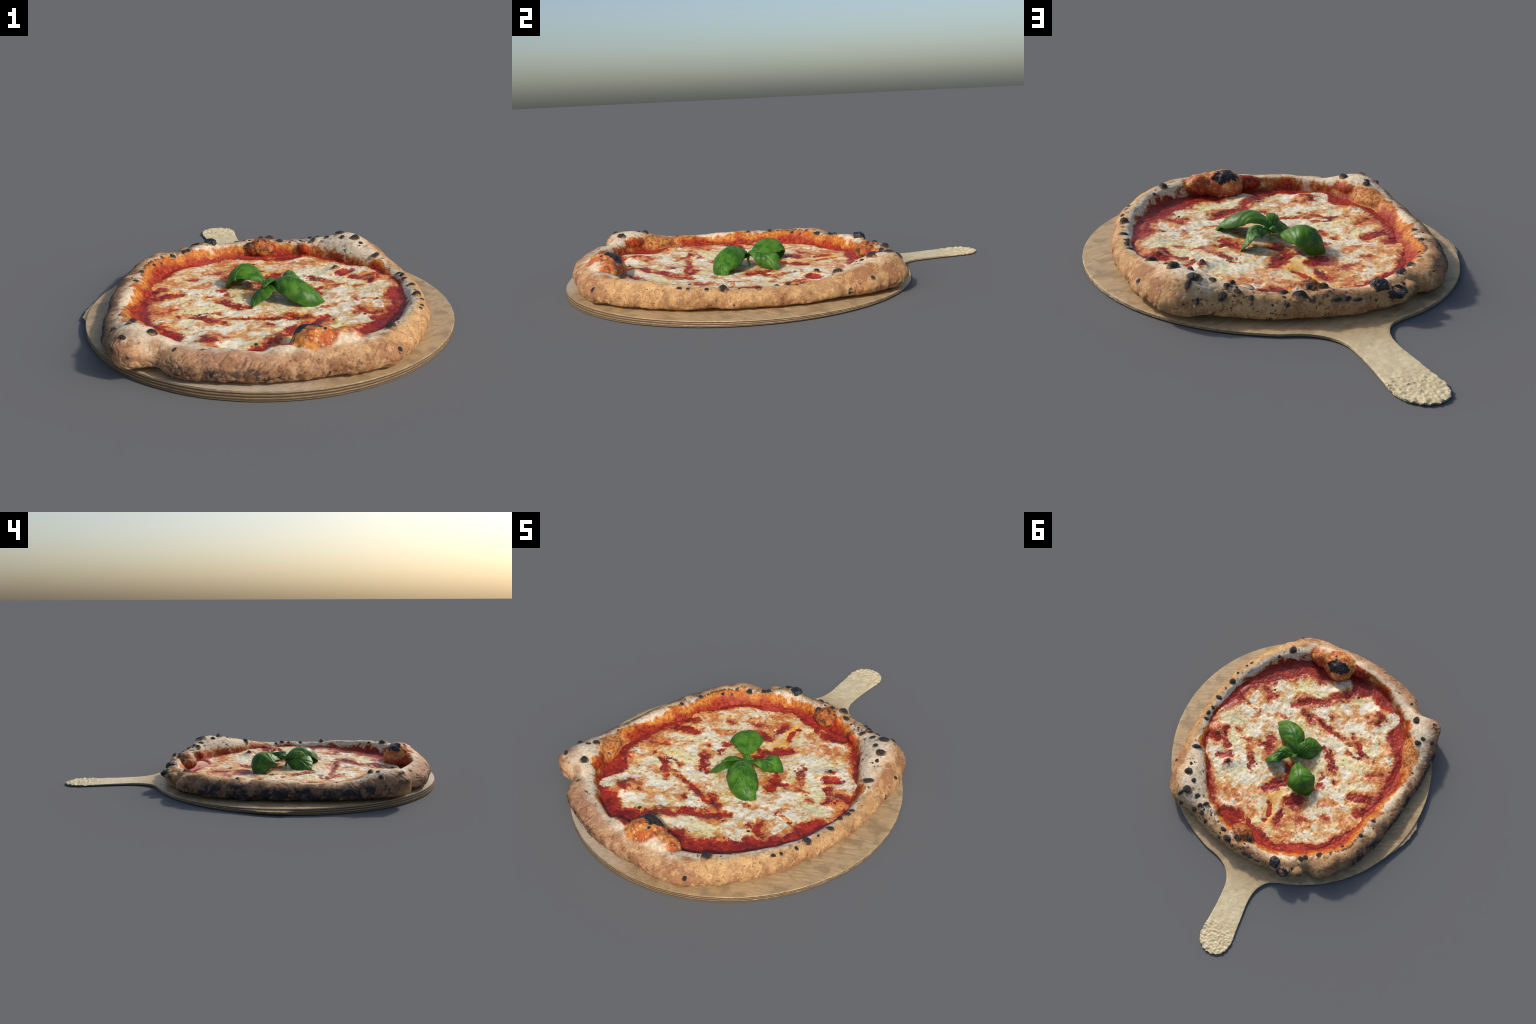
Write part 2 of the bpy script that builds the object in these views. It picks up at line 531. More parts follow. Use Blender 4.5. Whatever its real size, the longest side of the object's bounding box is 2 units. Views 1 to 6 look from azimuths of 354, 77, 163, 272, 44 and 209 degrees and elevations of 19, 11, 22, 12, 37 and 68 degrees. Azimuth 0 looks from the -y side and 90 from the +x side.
def build_crust(root, mat):
    S = crust_shape()
    n, m, _ = S.shape
    base = mesh_object("crust", S.reshape(-1, 3), grid_faces(n, m, True, True), mat, root)
    bm = bmesh.new()
    bm.from_mesh(base.data)
    bmesh.ops.recalc_face_normals(bm, faces=bm.faces)
    for (x, y, z), (a, b, c), turn in SWELLINGS:
        M = Matrix.Translation((x, y, z - PZ)) @ Matrix.Rotation(math.radians(turn), 4, "Z") @ Matrix.Diagonal((a, b, c, 1))
        bmesh.ops.create_icosphere(bm, subdivisions=4, radius=1, matrix=M)
    bm.to_mesh(base.data)
    bm.free()
    r = base.modifiers.new("fuse", "REMESH")
    r.mode, r.voxel_size, r.adaptivity = "VOXEL", .0046, 0
    s = base.modifiers.new("relax", "SMOOTH")
    s.factor, s.iterations = .5, 8
    dg = bpy.context.evaluated_depsgraph_get()
    me = bpy.data.meshes.new_from_object(base.evaluated_get(dg))
    base.modifiers.clear()
    base.data = me
    me.name = "crust"
    v, nn = coords(me), normals(me)
    deg = np.degrees(np.arctan2(v[:, 1], v[:, 0])) % 360
    rad = np.hypot(v[:, 0], v[:, 1])
    u = (rad - at(R_IN, deg)) / (at(R_OUT, deg) - at(R_IN, deg))
    outer = smooth(.35, .8, u)
    # wrinkled, blistered baked skin
    d = .0050 * fbm(v * 11, 2) * smooth(-.1, .3, u) + .0009 * fbm(v * 45 + 5, 2) + .0005 * fbm(v * 95, 2) * (.4 + .9 * outer)
    bub = np.exp(-(((v[:, 0] - .10) / .13) ** 2 + ((v[:, 1] + .58) / .09) ** 2) ** 2) + np.exp(-(((v[:, 0] - .04) / .08) ** 2 + ((v[:, 1] - .60) / .07) ** 2) ** 2)
    d += bub * (.010 * fbm(v * 15 + 40, 3, .55))
    crease = np.abs(perlin(v * np.array([26, 26, 34]) + 2 * perlin(v * 9)[:, None]))
    front = np.exp(-((((deg - 262) + 180) % 360 - 180) / 45.0) ** 2)
    d -= .0042 * smooth(.13, 0, crease) * outer * (.35 + .9 * front)
    # folded pinches where the dough was tucked in
    for a, wdt, dep in ((229.5, 4.0, .020), (122, 2.0, .012), (112.5, 1.6, .006), (303, 2.5, .006), (57.5, 3, .006), (137, 1.2, .006)):
        k = ((deg - a) + 180) % 360 - 180
        d -= dep * np.exp(-(k / wdt) ** 2) * smooth(.35, .9, u)
    # ragged lower lip
    lip = smooth(.75, .95, u) * smooth(.050, .030, v[:, 2]) * smooth(0.0, .012, v[:, 2])
    d += lip * .006 * fbm(v * 30 + 8, 3)
    v = v + nn * d[:, None]
    v[:, 2] = np.maximum(v[:, 2], board_top(v[:, 0] + CX, v[:, 1] + CY) - PZ + .0012)
    set_coords(me, v)
    me.polygons.foreach_set("use_smooth", [True] * len(me.polygons))
    me.update()
    return base


def crust_material():
    N = Nodes("baked_dough")
    warp = N.vec("ADD", N.pos, N.noise3(22, .028, 3))
    f, r, z = N.turn(warp)
    rin, rout = N.round_curve(f, R_IN), N.round_curve(f, R_OUT)
    u = N.math("DIVIDE", N.math("SUBTRACT", r, rin), N.math("SUBTRACT", rout, rin))
    big, mid, fine, grit = N.noise(5, 3), N.noise(17, 4, .6, offset=1.3), N.noise(70, 4, .62, offset=4), N.noise(190, 3, .6, offset=7)
    # toasted skin
    col = N.mix(N.ramp(N.noise(13, 5, .68, offset=1.3), .43, .56), (.62, .360, .150), (.37, .165, .068))
    col = N.mix(N.ramp(big, .45, .58, 0, .6), col, (.70, .44, .19))
    pink = N.by_angle(f, [(0, .1), (60, .25), (120, .3), (200, .4), (238, 1.3), (275, 1.2), (298, .25), (330, 0)])
    col = N.mix(N.math("MULTIPLY", pink, .50), col, (.50, .275, .175))
    col = N.mix(N.ramp(grit, .48, .64, 0, .40), col, (.26, .105, .038))
    col = N.mix(N.ramp(fine, .53, .66, 0, .38), col, (.78, .60, .37))
    # floury, pale dough on the inner and upper side
    pale = N.by_angle(f, [(0, .55), (20, .6), (35, .85), (46, 1.2), (53, 1.7), (59, 1.4), (66, .7), (90, .55), (106, .7), (112, 1.0), (130, .4), (160, .7), (195, .8), (210, 1.1), (222, 1.5), (229, 1.2),
                          (235, .55), (255, .4), (272, .75), (295, .75), (306, .45), (330, .65), (350, .55)])
    pu = N.math("ADD", u, N.math("MULTIPLY_ADD", mid, .7, -.35))
    pm = N.math("MULTIPLY", N.ramp(pu, N.math("MULTIPLY", pale, .38), N.math("MULTIPLY_ADD", pale, .50, .25), 1, 0), N.ramp(pale, .15, .6))
    white = N.mix(N.ramp(fine, .3, .7), (.66, .485, .30), (.85, .73, .55))
    col = N.mix(pm, col, white)
    # leopard spotting: toasted freckles and scorched specks
    dens = N.by_angle(f, [(0, .45), (30, .25), (55, .9), (80, 1.25), (105, 1.0), (125, .6), (160, .7), (200, .45), (222, .35), (250, .35), (285, .3), (318, .75), (340, .8)])
    spots = N.noise(38, 2, .5, N.vec("ADD", N.pos, N.noise3(40, .02)), 9)
    th = N.math("MULTIPLY_ADD", dens, -.12, .74)
    fr = N.ramp(spots, th, N.math("ADD", th, .06))
    col = N.mix(N.math("MULTIPLY", fr, .75), col, (.22, .095, .035))
    speck = N.noise(75, 1, .5, N.vec("ADD", N.pos, N.noise3(60, .015)), 15)
    col = N.mix(N.math("MULTIPLY", N.ramp(speck, .68, .73), N.math("MULTIPLY", dens, .9)), col, (.07, .035, .018))
    burn = N.by_angle(f, [(0, 0), (45, .1), (58, .8), (80, 1), (104, .7), (112, .3), (125, .5), (150, .3), (175, 0), (320, .1), (335, .3), (350, .1)])
    bp = N.ramp(N.math("ADD", N.noise(34, 4, .62, N.vec("ADD", N.pos, N.noise3(30, .03)), 88), N.math("MULTIPLY_ADD", burn, .10, -.10)), .585, .625)
    col = N.mix(N.math("MULTIPLY", bp, burn), col, (.045, .026, .018))
    brown = N.by_angle(f, [(0, .25), (40, .1), (60, .2), (85, .4), (110, .3), (130, .75), (160, .9), (190, .8), (215, .6), (225, .3), (236, .7), (255, .75), (280, .5), (300, .15), (318, .4), (340, .5)])
    bm = N.math("MULTIPLY", N.ramp(N.noise(9, 5, .70, offset=21), .46, .56), N.math("MULTIPLY", brown, N.ramp(u, .25, .6)))
    col = N.mix(N.math("MULTIPLY", bm, .75), col, (.27, .135, .062))
    toast = N.math("MULTIPLY", N.ramp(N.math("ADD", u, N.math("MULTIPLY_ADD", mid, 1.6, -.8)), .56, .98), N.ramp(N.noise(22, 6, .72, offset=81), .43, .55, .10, .92))
    crisp = N.by_angle(f, [(0, .7), (35, .5), (45, .15), (56, .1), (66, .35), (100, .35), (112, .3), (130, .9), (200, 1), (214, .45), (228, .45), (236, .9), (270, 1), (300, .8), (335, .8)])
    toast = N.math("MULTIPLY", toast, crisp)
    col = N.mix(toast, col, N.mix(N.ramp(fine, .42, .58), (.36, .165, .070), (.20, .085, .040)))
    # oil and tomato soaked into the inner wall
    stain = N.by_angle(f, [(0, .02), (14, .12), (22, .24), (32, .06), (50, .0), (60, .14), (72, .24), (80, .26), (100, .30), (118, .26), (130, .34), (150, .38), (170, .24), (188, .22),
                           (200, .30), (208, .30), (216, .12), (235, .04), (250, .14), (262, .10), (270, .0), (296, -.06), (312, -.02), (330, .06), (350, -.02)])
    uz = N.math("ADD", u, N.math("MULTIPLY_ADD", N.noise(9, 6, .66, offset=18), 1.10, -.52))
    om = N.ramp(uz, N.math("SUBTRACT", stain, .07), N.math("ADD", stain, .05), 1, 0)
    col = N.mix(om, col, N.mix(N.ramp(fine, .42, .58), (.60, .245, .040), (.42, .10, .018)))
    rm = N.ramp(uz, N.math("MULTIPLY_ADD", stain, .18, -.10), N.math("MULTIPLY_ADD", stain, .60, -.01), 1, 0)
    col = N.mix(rm, col, N.mix(N.ramp(fine, .42, .58), (.24, .013, .010), (.40, .058, .014)))
    seared = N.by_angle(f, [(0, 0), (62, .2), (80, .7), (95, .3), (118, .2), (132, 1), (152, .9), (165, .3), (180, .1), (230, 0), (320, .3), (335, .6), (350, .2)])
    se = N.math("MULTIPLY", N.math("MULTIPLY", N.ramp(uz, .22, .34), N.ramp(uz, .50, .38)), N.math("MULTIPLY", seared, N.ramp(N.noise(48, 3, .6, offset=30), .44, .56)))
    col = N.mix(se, col, (.075, .022, .014))
    # swollen, tomato-brushed bubbles
    pw = N.vec("ADD", N.pos, N.noise3(14, .030, 3))
    bub = N.math("MAXIMUM", N.near(pw, (.080, -.588, .135 - PZ), .086, .100, (.95, 1.0, .75)), N.math("MAXIMUM", N.near(pw, (.180, -.590, .125 - PZ), .044, .060, (.50, 1.1, .9)), N.near(pw, (.128, -.598, .150 - PZ), .050, .066)))
    streak = N.ramp(N.noise(1, 3, .6, N.vec("MULTIPLY", N.pos, (60, 16, 60)), distortion=.6), .52, .66)
    orange = N.mix(N.ramp(mid, .42, .57), (.68, .27, .055), (.50, .12, .030))
    orange = N.mix(N.ramp(N.noise(40, 5, .7, offset=64), .53, .62, 0, .85), orange, (.15, .045, .022))
    bcol = N.mix(N.math("MULTIPLY", streak, .8), orange, (.46, .06, .025))
    bcol = N.mix(N.ramp(N.math("ADD", z, N.math("MULTIPLY", mid, .06)), .135, .095), bcol, (.40, .060, .022))
    bcol = N.mix(N.ramp(fine, .54, .66, 0, .7), bcol, (.80, .56, .34))
    col = N.mix(bub, col, bcol)
    sb = N.near(pw, (.042, .585, .09 - PZ), .060, .074)
    scol = N.mix(N.ramp(fine, .4, .62), (.46, .155, .035), (.34, .085, .028))
    scol = N.mix(N.ramp(N.noise(42, 3, .6, offset=33), .50, .60), scol, (.10, .035, .018))
    col = N.mix(sb, col, scol)
    nb = N.near(pw, (-.545, -.300, .100 - PZ), .065, .095, (1, .7, 1))
    col = N.mix(N.math("MULTIPLY", N.math("MULTIPLY", nb, om), .9), col, N.mix(N.ramp(N.noise(40, 5, .7, offset=64), .53, .62, 0, .8), N.mix(N.ramp(fine, .43, .57), (.70, .34, .10), (.48, .13, .030)), (.25, .08, .03)))
    # scorching: bubble caps, lower outside of the left and the front
    cap = N.maximum([N.near(pw, (.058, -.563, .172 - PZ), .028, .056, (.85, 1.1, .9)), N.near(pw, (.110, -.545, .165 - PZ), .020, .044)])
    char_in = N.ramp(N.math("ADD", cap, N.math("MULTIPLY_ADD", N.noise(30, 5, .7, offset=40), 3.6, -1.8)), .35, .70)
    col = N.mix(N.math("MULTIPLY", cap, .5), col, (.16, .06, .03))
    soot = N.by_angle(f, [(0, .1), (20, .12), (40, .05), (90, .18), (115, .25), (126, .45), (140, .85), (165, 1), (200, .95), (222, .55), (234, .62), (258, .66), (272, .5),
                          (285, .42), (296, .2), (320, .15)])
    low = N.ramp(N.math("ADD", u, N.math("MULTIPLY_ADD", mid, .5, -.25)), N.math("MULTIPLY_ADD", soot, -.55, 1.26), N.math("MULTIPLY_ADD", soot, -.40, 1.34))
    under = N.ramp(N.math("ADD", z, N.math("MULTIPLY_ADD", mid, .05, -.025)), N.math("MULTIPLY_ADD", soot, .065, .003), N.math("MULTIPLY_ADD", soot, .045, -.006))
    under = N.math("MULTIPLY", under, N.ramp(u, .45, .7))
    patch = N.ramp(N.noise(22, 6, .72, offset=50), .45, .53)
    sm = N.math("MULTIPLY", N.math("MAXIMUM", N.math("MULTIPLY", low, patch), N.math("MULTIPLY", under, N.ramp(N.noise(17, 6, .72, offset=60), .44, .52))), N.ramp(soot, .1, .4))
    charc = N.mix(N.ramp(grit, .45, .7), (.018, .017, .020), (.060, .052, .055))
    face = N.math("MULTIPLY", N.ramp(N.math("ADD", u, N.math("MULTIPLY_ADD", mid, 1.4, -.7)), .45, .85), N.ramp(soot, .55, .95))
    col = N.mix(N.math("MULTIPLY", face, .8), col, N.mix(N.ramp(fine, .42, .58), (.22, .125, .075), (.10, .060, .042)))
    col = N.mix(N.math("MULTIPLY", N.math("MULTIPLY", low, N.ramp(soot, .2, .8)), .5), col, (.20, .11, .065))
    col = N.mix(sm, col, charc)
    col = N.mix(char_in, col, charc)
    h = N.math("ADD", N.math("MULTIPLY", fine, .7), N.math("MULTIPLY", grit, .35))
    nrm = N.bump(h, .42, .0032)
    rough = N.mix(om, (.72, .72, .72), (.55, .55, .55))
    rough = N.mix(bub, rough, (.48, .48, .48))
    return N.finish(col, rough, nrm, .2)


# ------------------------------------------------------------------ char blisters: x, y (from the pizza centre), height, radii
BLISTERS = [
    (.374, -.535, .141, .021, .021), (.589, -.179, .114, .016, .019), (.601, -.049, .109, .013, .015), (.537, .290, .113, .013, .024),
    (.481, .451, .152, .020, .020), (.428, .549, .157, .022, .024), (.496, .403, .145, .011, .010), (.429, .485, .145, .012, .013),
    (.365, .547, .130, .014, .015), (.324, .579, .115, .011, .013), (.303, .561, .110, .010, .017), (.343, .611, .100, .015, .018),
    (.292, .610, .107, .014, .013), (.253, .642, .100, .010, .013), (.188, .606, .105, .007, .006), (.141, .629, .105, .018, .012),
    (.242, .599, .105, .008, .006), (.455, .589, .148, .010, .020), (.431, .629, .097, .010, .015), (.094, .664, .100, .025, .016),
    (.140, .678, .082, .010, .010), (.050, .633, .123, .013, .015), (-.023, .605, .120, .017, .014), (-.012, .665, .111, .008, .006),
    (-.031, .691, .090, .018, .010), (-.066, .688, .089, .018, .011), (-.110, .690, .085, .018, .007),
    (-.315, .557, .112, .015, .013), (-.333, .537, .112, .015, .013), (-.391, .488, .108, .017, .015), (-.478, .380, .110, .009, .009),
    (-.534, .276, .118, .011, .013), (-.556, .166, .118, .010, .013), (-.483, -.489, .158, .023, .016), (-.552, -.363, .167, .016, .016),
    (-.568, -.400, .168, .011, .013), (-.584, -.516, .167, .014, .010), (-.621, -.411, .148, .013, .014), (-.411, -.582, .140, .008, .010),
    (-.610, -.200, .118, .007, .007), (.419, -.452, .140, .010, .009), (.550, -.339, .120, .011, .010), (.564, -.311, .118, .007, .009),
    (.588, -.243, .115, .009, .009), (.597, -.121, .110, .007, .007), (.592, .025, .105, .010, .012), (.599, .066, .100, .013, .012),
    (.589, .103, .100, .010, .014), (.604, .414, .100, .009, .010), (.118, -.606, .184, .008, .008), (.372, -.652, .104, .009, .012),
    (.346, -.275, .085, .007, .007), (.344, .264, .098, .013, .011), (-.112, -.482, .082, .008, .008), (.086, -.238, .080, .009, .009)]
# scorched, burst bubbles beside the handle
BURNT = [(-.205, .652, .120, .034, .030), (-.262, .668, .100, .036, .034), (-.300, .636, .088, .026, .020)]


def char_material():
    N = Nodes("charred_blister")
    l = N.vec("LENGTH", N.vec("MULTIPLY", N.pos, (1, 1, 0)))
    e = N.math("ADD", l, N.math("MULTIPLY_ADD", N.noise(2.6, 3, .6), .5, -.25))
    col = N.mix(N.noise(6, 3, .6), (.013, .014, .018), (.050, .045, .044))
    col = N.mix(N.ramp(e, .74, .88), col, (.13, .058, .026))
    col = N.mix(N.ramp(e, .86, 1.04), col, (.45, .255, .115))
    nrm = N.bump(N.noise(5, 3, .6), .5, .05)
    return N.finish(col, .48, nrm, .4)


def burnt_material():
    N = Nodes("burnt_bubble")
    g = N.noise(45, 3, .6)
    col = N.mix(N.ramp(g, .45, .7), (.012, .013, .016), (.055, .052, .055))
    nrm = N.bump(N.noise(120, 3, .6), .6, .004)
    return N.finish(col, .42, nrm, .4)


def blister_mesh(seed, mat):
    n, m = 28, 12
    V, F = [], []
    for j in range(m):
        t = j / (m - 1)
        for i in range(n):
            a = math.tau * i / n
            wob = 1 + .16 * math.sin(2 * a + seed) + .10 * math.sin(3 * a + 2.3 * seed)
            r = t * 1.15 * (1 + (wob - 1) * t)
            z = 1.0 * math.sqrt(max(0.0, 1 - (t / .86) ** 2)) * (1 + .08 * math.sin(3 * a + seed)) - .26 * t ** 3
            V.append((r * math.cos(a), r * math.sin(a), float(z)))
    F = [(j * n + i, j * n + (i + 1) % n, (j + 1) * n + (i + 1) % n, (j + 1) * n + i) for j in range(1, m - 1) for i in range(n)]
    F += [(0, n + i, n + (i + 1) % n) for i in range(n)]
    V = np.array(V)
    V[:n] = V[:n].mean(0)
    V = V + .05 * np.c_[perlin(V * 3 + seed), perlin(V * 3 + 5 + seed), perlin(V * 3 + 9 + seed)]
    me = bpy.data.meshes.new("char_blister")
    me.from_pydata([tuple(v) for v in V], [], F)
    me.materials.append(mat)
    me.polygons.foreach_set("use_smooth", [True] * len(F))
    me.update()
    return me


def tree_of(*objs):
    V, F = [], []
    for o in objs:
        k = len(V)
        V += [tuple(v.co) for v in o.data.vertices]
        F += [tuple(i + k for i in p.vertices) for p in o.data.polygons]
    return BVHTree.FromPolygons(V, F)


def build_blisters(crust, others, mat):
    tree = tree_of(crust, *others)
    kinds = [blister_mesh(s, mat) for s in (.3, 1.7, 3.1, 4.4, 5.6)]
    for k, (x, y, z, a, b) in enumerate(BLISTERS):
        hit, nrm, _, _ = tree.find_nearest(Vector((x, y, z - PZ)))
        nrm = (nrm + Vector((0, 0, .6))).normalized()
        o = bpy.data.objects.new("char_blister", kinds[k % len(kinds)])
        COLL.objects.link(o)
        o.parent = crust
        rim = math.atan2(y, x) + math.pi / 2
        q = nrm.to_track_quat("Z", "Y").to_matrix()
        # long side follows the rim direction when a > b
        xdir = Vector((math.cos(rim), math.sin(rim), 0))
        xdir = (xdir - nrm * xdir.dot(nrm)).normalized()
        ydir = nrm.cross(xdir)
        R = Matrix((xdir, ydir, nrm)).transposed().to_4x4()
        h = .5 * (a + b) * (.66 + .2 * math.sin(k * 2.1)) * float(smooth(.004, .016, .5 * (a + b)) * .45 + .55)
        o.matrix_local = Matrix.Translation(hit - nrm * .001) @ R @ Matrix.Diagonal((a * 1.12, b * 1.12, h * 1.15, 1))
    # freckle blisters: many tiny ones along the handle side of the rim
    rng = random.Random(5)
    n = 0
    while n < 26:
        d = rng.choice([rng.gauss(82, 18), rng.gauss(82, 18), rng.gauss(82, 18), rng.gauss(335, 18), rng.gauss(150, 22)]) % 360
        u = rng.uniform(.25, .9) if 40 < d < 180 else rng.uniform(.1, .45)
        r = float(at(R_IN, d)) + u * float(at(R_OUT, d) - at(R_IN, d))
        x, y = r * math.cos(math.radians(d)), r * math.sin(math.radians(d))
        hit, nrm, _, _ = tree.ray_cast(Vector((x, y, .5)), Vector((0, 0, -1)))
        n += 1
        if hit is None:
            continue
        s = rng.uniform(.003, .0065)
        o = bpy.data.objects.new("char_blister", kinds[n % len(kinds)])
        COLL.objects.link(o)
        o.parent = crust
        q = nrm.to_track_quat("Z", "Y").to_matrix().to_4x4()
        o.matrix_local = Matrix.Translation(hit - nrm * .0006) @ q @ Matrix.Diagonal((s * rng.uniform(.8, 1.6), s, s * .7, 1))


def build_burnt(crust, mat):
    for k, (x, y, z, a, b) in enumerate(BURNT):
        bm = bmesh.new()
        bmesh.ops.create_icosphere(bm, subdivisions=5, radius=1)
        me = bpy.data.meshes.new("burnt_bubble")
        bm.to_mesh(me)
        bm.free()
        v = coords(me)
        L = 1 + .22 * fbm(v * 1.7 + 11 * k, 3) - .10 * np.abs(perlin(v * 3 + k))
        if k == 1:   # the burst one has a hollow facing up and outwards
            d = v @ np.array([.15, .62, .77])
            L -= .55 * smooth(.72, .95, d)
        v = v * L[:, None] * np.array([a, b, .024])
        set_coords(me, v)
        me.materials.append(mat)
        me.polygons.foreach_set("use_smooth", [True] * len(me.polygons))
        o = bpy.data.objects.new("burnt_bubble", me)
        COLL.objects.link(o)
        o.parent = crust
        o.location = (x * .99, y * .99, z - PZ - .012)
        o.rotation_euler = (0, 0, math.atan2(y, x) - math.pi / 2)


# ================================================================== SAUCE AND CHEESE
# bare tomato streaks between the melted cheese: from x, y to x, y, half width, strength
STREAKS = [
    (0.431, -0.281, 0.367, -0.342, 0.021, 1), (0.383, -0.257, 0.340, -0.208, 0.040, 0.9), (0.335, -0.256, 0.331, -0.254, 0.024, 1.2),
    (0.361, -0.077, 0.356, -0.124, 0.017, 0.7), (0.451, -0.116, 0.390, -0.126, 0.017, 0.9), (0.247, -0.153, 0.199, -0.160, 0.024, 0.7),
    (0.325, 0.089, 0.280, 0.076, 0.032, 0.7), (0.245, 0.070, 0.191, 0.051, 0.020, 1), (0.217, 0.003, 0.177, 0.079, 0.037, 1.1),
    (0.447, 0.126, 0.384, 0.174, 0.032, 1), (0.538, 0.160, 0.472, 0.170, 0.053, 1), (0.406, 0.244, 0.347, 0.201, 0.032, 0.9),
    (0.348, 0.262, 0.346, 0.264, 0.032, 1.2), (0.271, 0.135, 0.193, 0.186, 0.022, 0.8), (0.421, 0.061, 0.380, 0.064, 0.019, 0.7),
    (0.494, 0.104, 0.454, 0.084, 0.017, 1.1), (0.554, 0.104, 0.521, 0.109, 0.019, 0.7), (0.203, -0.246, 0.106, -0.326, 0.029, 1.1),
    (0.111, -0.235, 0.060, -0.214, 0.037, 0.9), (0.176, -0.269, 0.026, -0.374, 0.029, 1.1), (0.023, -0.405, -0.057, -0.461, 0.045, 0.9),
    (0.096, -0.244, 0.028, -0.240, 0.037, 0.9), (0.028, -0.240, -0.082, -0.205, 0.026, 1.2), (-0.108, -0.206, -0.166, -0.205, 0.026, 0.9),
    (-0.017, -0.311, -0.057, -0.284, 0.022, 0.7), (-0.192, -0.263, -0.229, -0.243, 0.027, 0.8), (-0.257, -0.238, -0.309, -0.171, 0.028, 1),
    (-0.216, -0.185, -0.231, -0.191, 0.024, 0.8), (-0.262, -0.135, -0.388, -0.183, 0.032, 0.7), (-0.139, -0.104, -0.202, -0.015, 0.033, 0.9),
    (-0.097, -0.100, -0.136, -0.109, 0.021, 0.9), (-0.421, -0.238, -0.469, -0.266, 0.022, 0.5), (-0.235, -0.384, -0.258, -0.390, 0.043, 0.6),
    (-0.282, -0.441, -0.293, -0.433, 0.048, 1), (-0.296, -0.391, -0.302, -0.391, 0.029, 0.8), (-0.159, -0.069, -0.213, 0.017, 0.031, 0.9),
    (-0.148, 0.035, -0.169, 0.084, 0.017, 0.8), (-0.252, 0.063, -0.257, 0.066, 0.022, 0.8), (-0.387, -0.067, -0.458, -0.109, 0.028, 0.8),
    (-0.472, -0.083, -0.492, -0.034, 0.024, 0.7), (-0.381, 0.093, -0.474, 0.058, 0.050, 1.1), (-0.164, 0.142, -0.187, 0.115, 0.022, 0.9),
    (-0.245, 0.195, -0.317, 0.145, 0.022, 0.5), (-0.279, 0.288, -0.296, 0.274, 0.027, 0.7), (-0.187, 0.356, -0.224, 0.354, 0.035, 0.7),
    (-0.463, 0.164, -0.504, 0.160, 0.032, 0.9), (0.076, 0.286, -0.015, 0.191, 0.045, 1), (0.033, 0.109, -0.008, 0.147, 0.045, 1),
    (0.001, 0.356, -0.022, 0.415, 0.022, 1), (-0.084, 0.298, -0.134, 0.255, 0.050, 1.2), (-0.095, 0.358, -0.085, 0.437, 0.033, 1),
    (0.229, 0.171, 0.210, 0.180, 0.032, 0.9), (0.218, 0.220, 0.204, 0.222, 0.022, 0.9), (0.208, 0.526, 0.122, 0.501, 0.040, 1),
    (0.252, 0.384, 0.238, 0.376, 0.037, 0.5), (0.198, 0.420, 0.178, 0.421, 0.032, 0.5), (-0.159, 0.373, -0.182, 0.359, 0.045, 0.45),
    (-0.013, 0.453, -0.023, 0.454, 0.019, 1), (-0.110, 0.552, -0.113, 0.537, 0.037, 0.6), (-0.149, 0.503, -0.166, 0.512, 0.032, 0.5)]
# oily orange and buttery yellow areas of the cheese
OILY = [(0.007, 0.326, -0.055, 0.461, 0.085, 1.2), (0.012, 0.275, -0.037, 0.293, 0.05, 0.9), (-0.087, 0.409, -0.124, 0.334, 0.032, 0.4),
        (-0.30, -0.08, -0.42, -0.15, .04, .35)]
BUTTERY = [(0.483, 0.025, 0.401, -0.002, 0.058, 0.8), (0.217, -0.327, 0.164, -0.351, 0.048, 0.7), (0.178, -0.365, 0.113, -0.389, 0.048, 0.6),
           (-0.244, -0.076, -0.314, -0.110, 0.053, 1), (-0.337, -0.230, -0.357, -0.277, 0.048, 0.5), (-0.238, 0.172, -0.255, 0.256, 0.048, 0.5),
           (-0.227, 0.391, -0.257, 0.347, 0.032, 0.6)]
R_CHEESE = polar([(3, .559), (10, .566), (28, .558), (37, .513), (43, .516), (49, .544), (55, .543), (61, .580), (67, .571), (74, .512), (82, .546),
                  (85, .528), (92, .518), (95, .535), (101, .557), (107, .558), (112, .536), (118, .520), (123, .530), (129, .569), (134, .556), (140, .513),
                  (148, .515), (158, .537), (163, .521), (165, .445), (167, .500), (176, .500), (180, .506), (184, .486), (192, .504), (196, .523),
                  (202, .530), (207, .556), (211, .540), (216, .522), (222, .517), (227, .541), (230, .620), (235, .641), (238, .560), (245, .537),
                  (251, .573), (254, .521), (257, .471), (264, .492), (266, .539), (270, .557), (274, .535), (281, .492), (285, .475), (290, .491),
                  (296, .504), (302, .489), (308, .466), (314, .494), (321, .481), (325, .459), (328, .497), (337, .522), (343, .529), (346, .457),
                  (349, .499), (356, .521)], 0.8)


def bare_sauce(x, y):
    """> 0 where the cheese leaves the sauce bare."""
    deg = np.degrees(np.arctan2(y, x)) % 360
    m = (np.hypot(x, y) - at(R_CHEESE, deg) - .022) / .02
    for ax, ay, bx, by, w, s in STREAKS:
        if s < .8:
            continue
        dx, dy = bx - ax, by - ay
        t = np.clip(((x - ax) * dx + (y - ay) * dy) / max(dx * dx + dy * dy, 1e-6), 0, 1)
        d = np.hypot(x - ax - t * dx, y - ay - t * dy)
        m = np.maximum(m, (w * .42 * s - d) / .02)
    p = np.stack([x, y, 0 * x], 1)
    return m + .55 * fbm(p * 34, 4, .6)


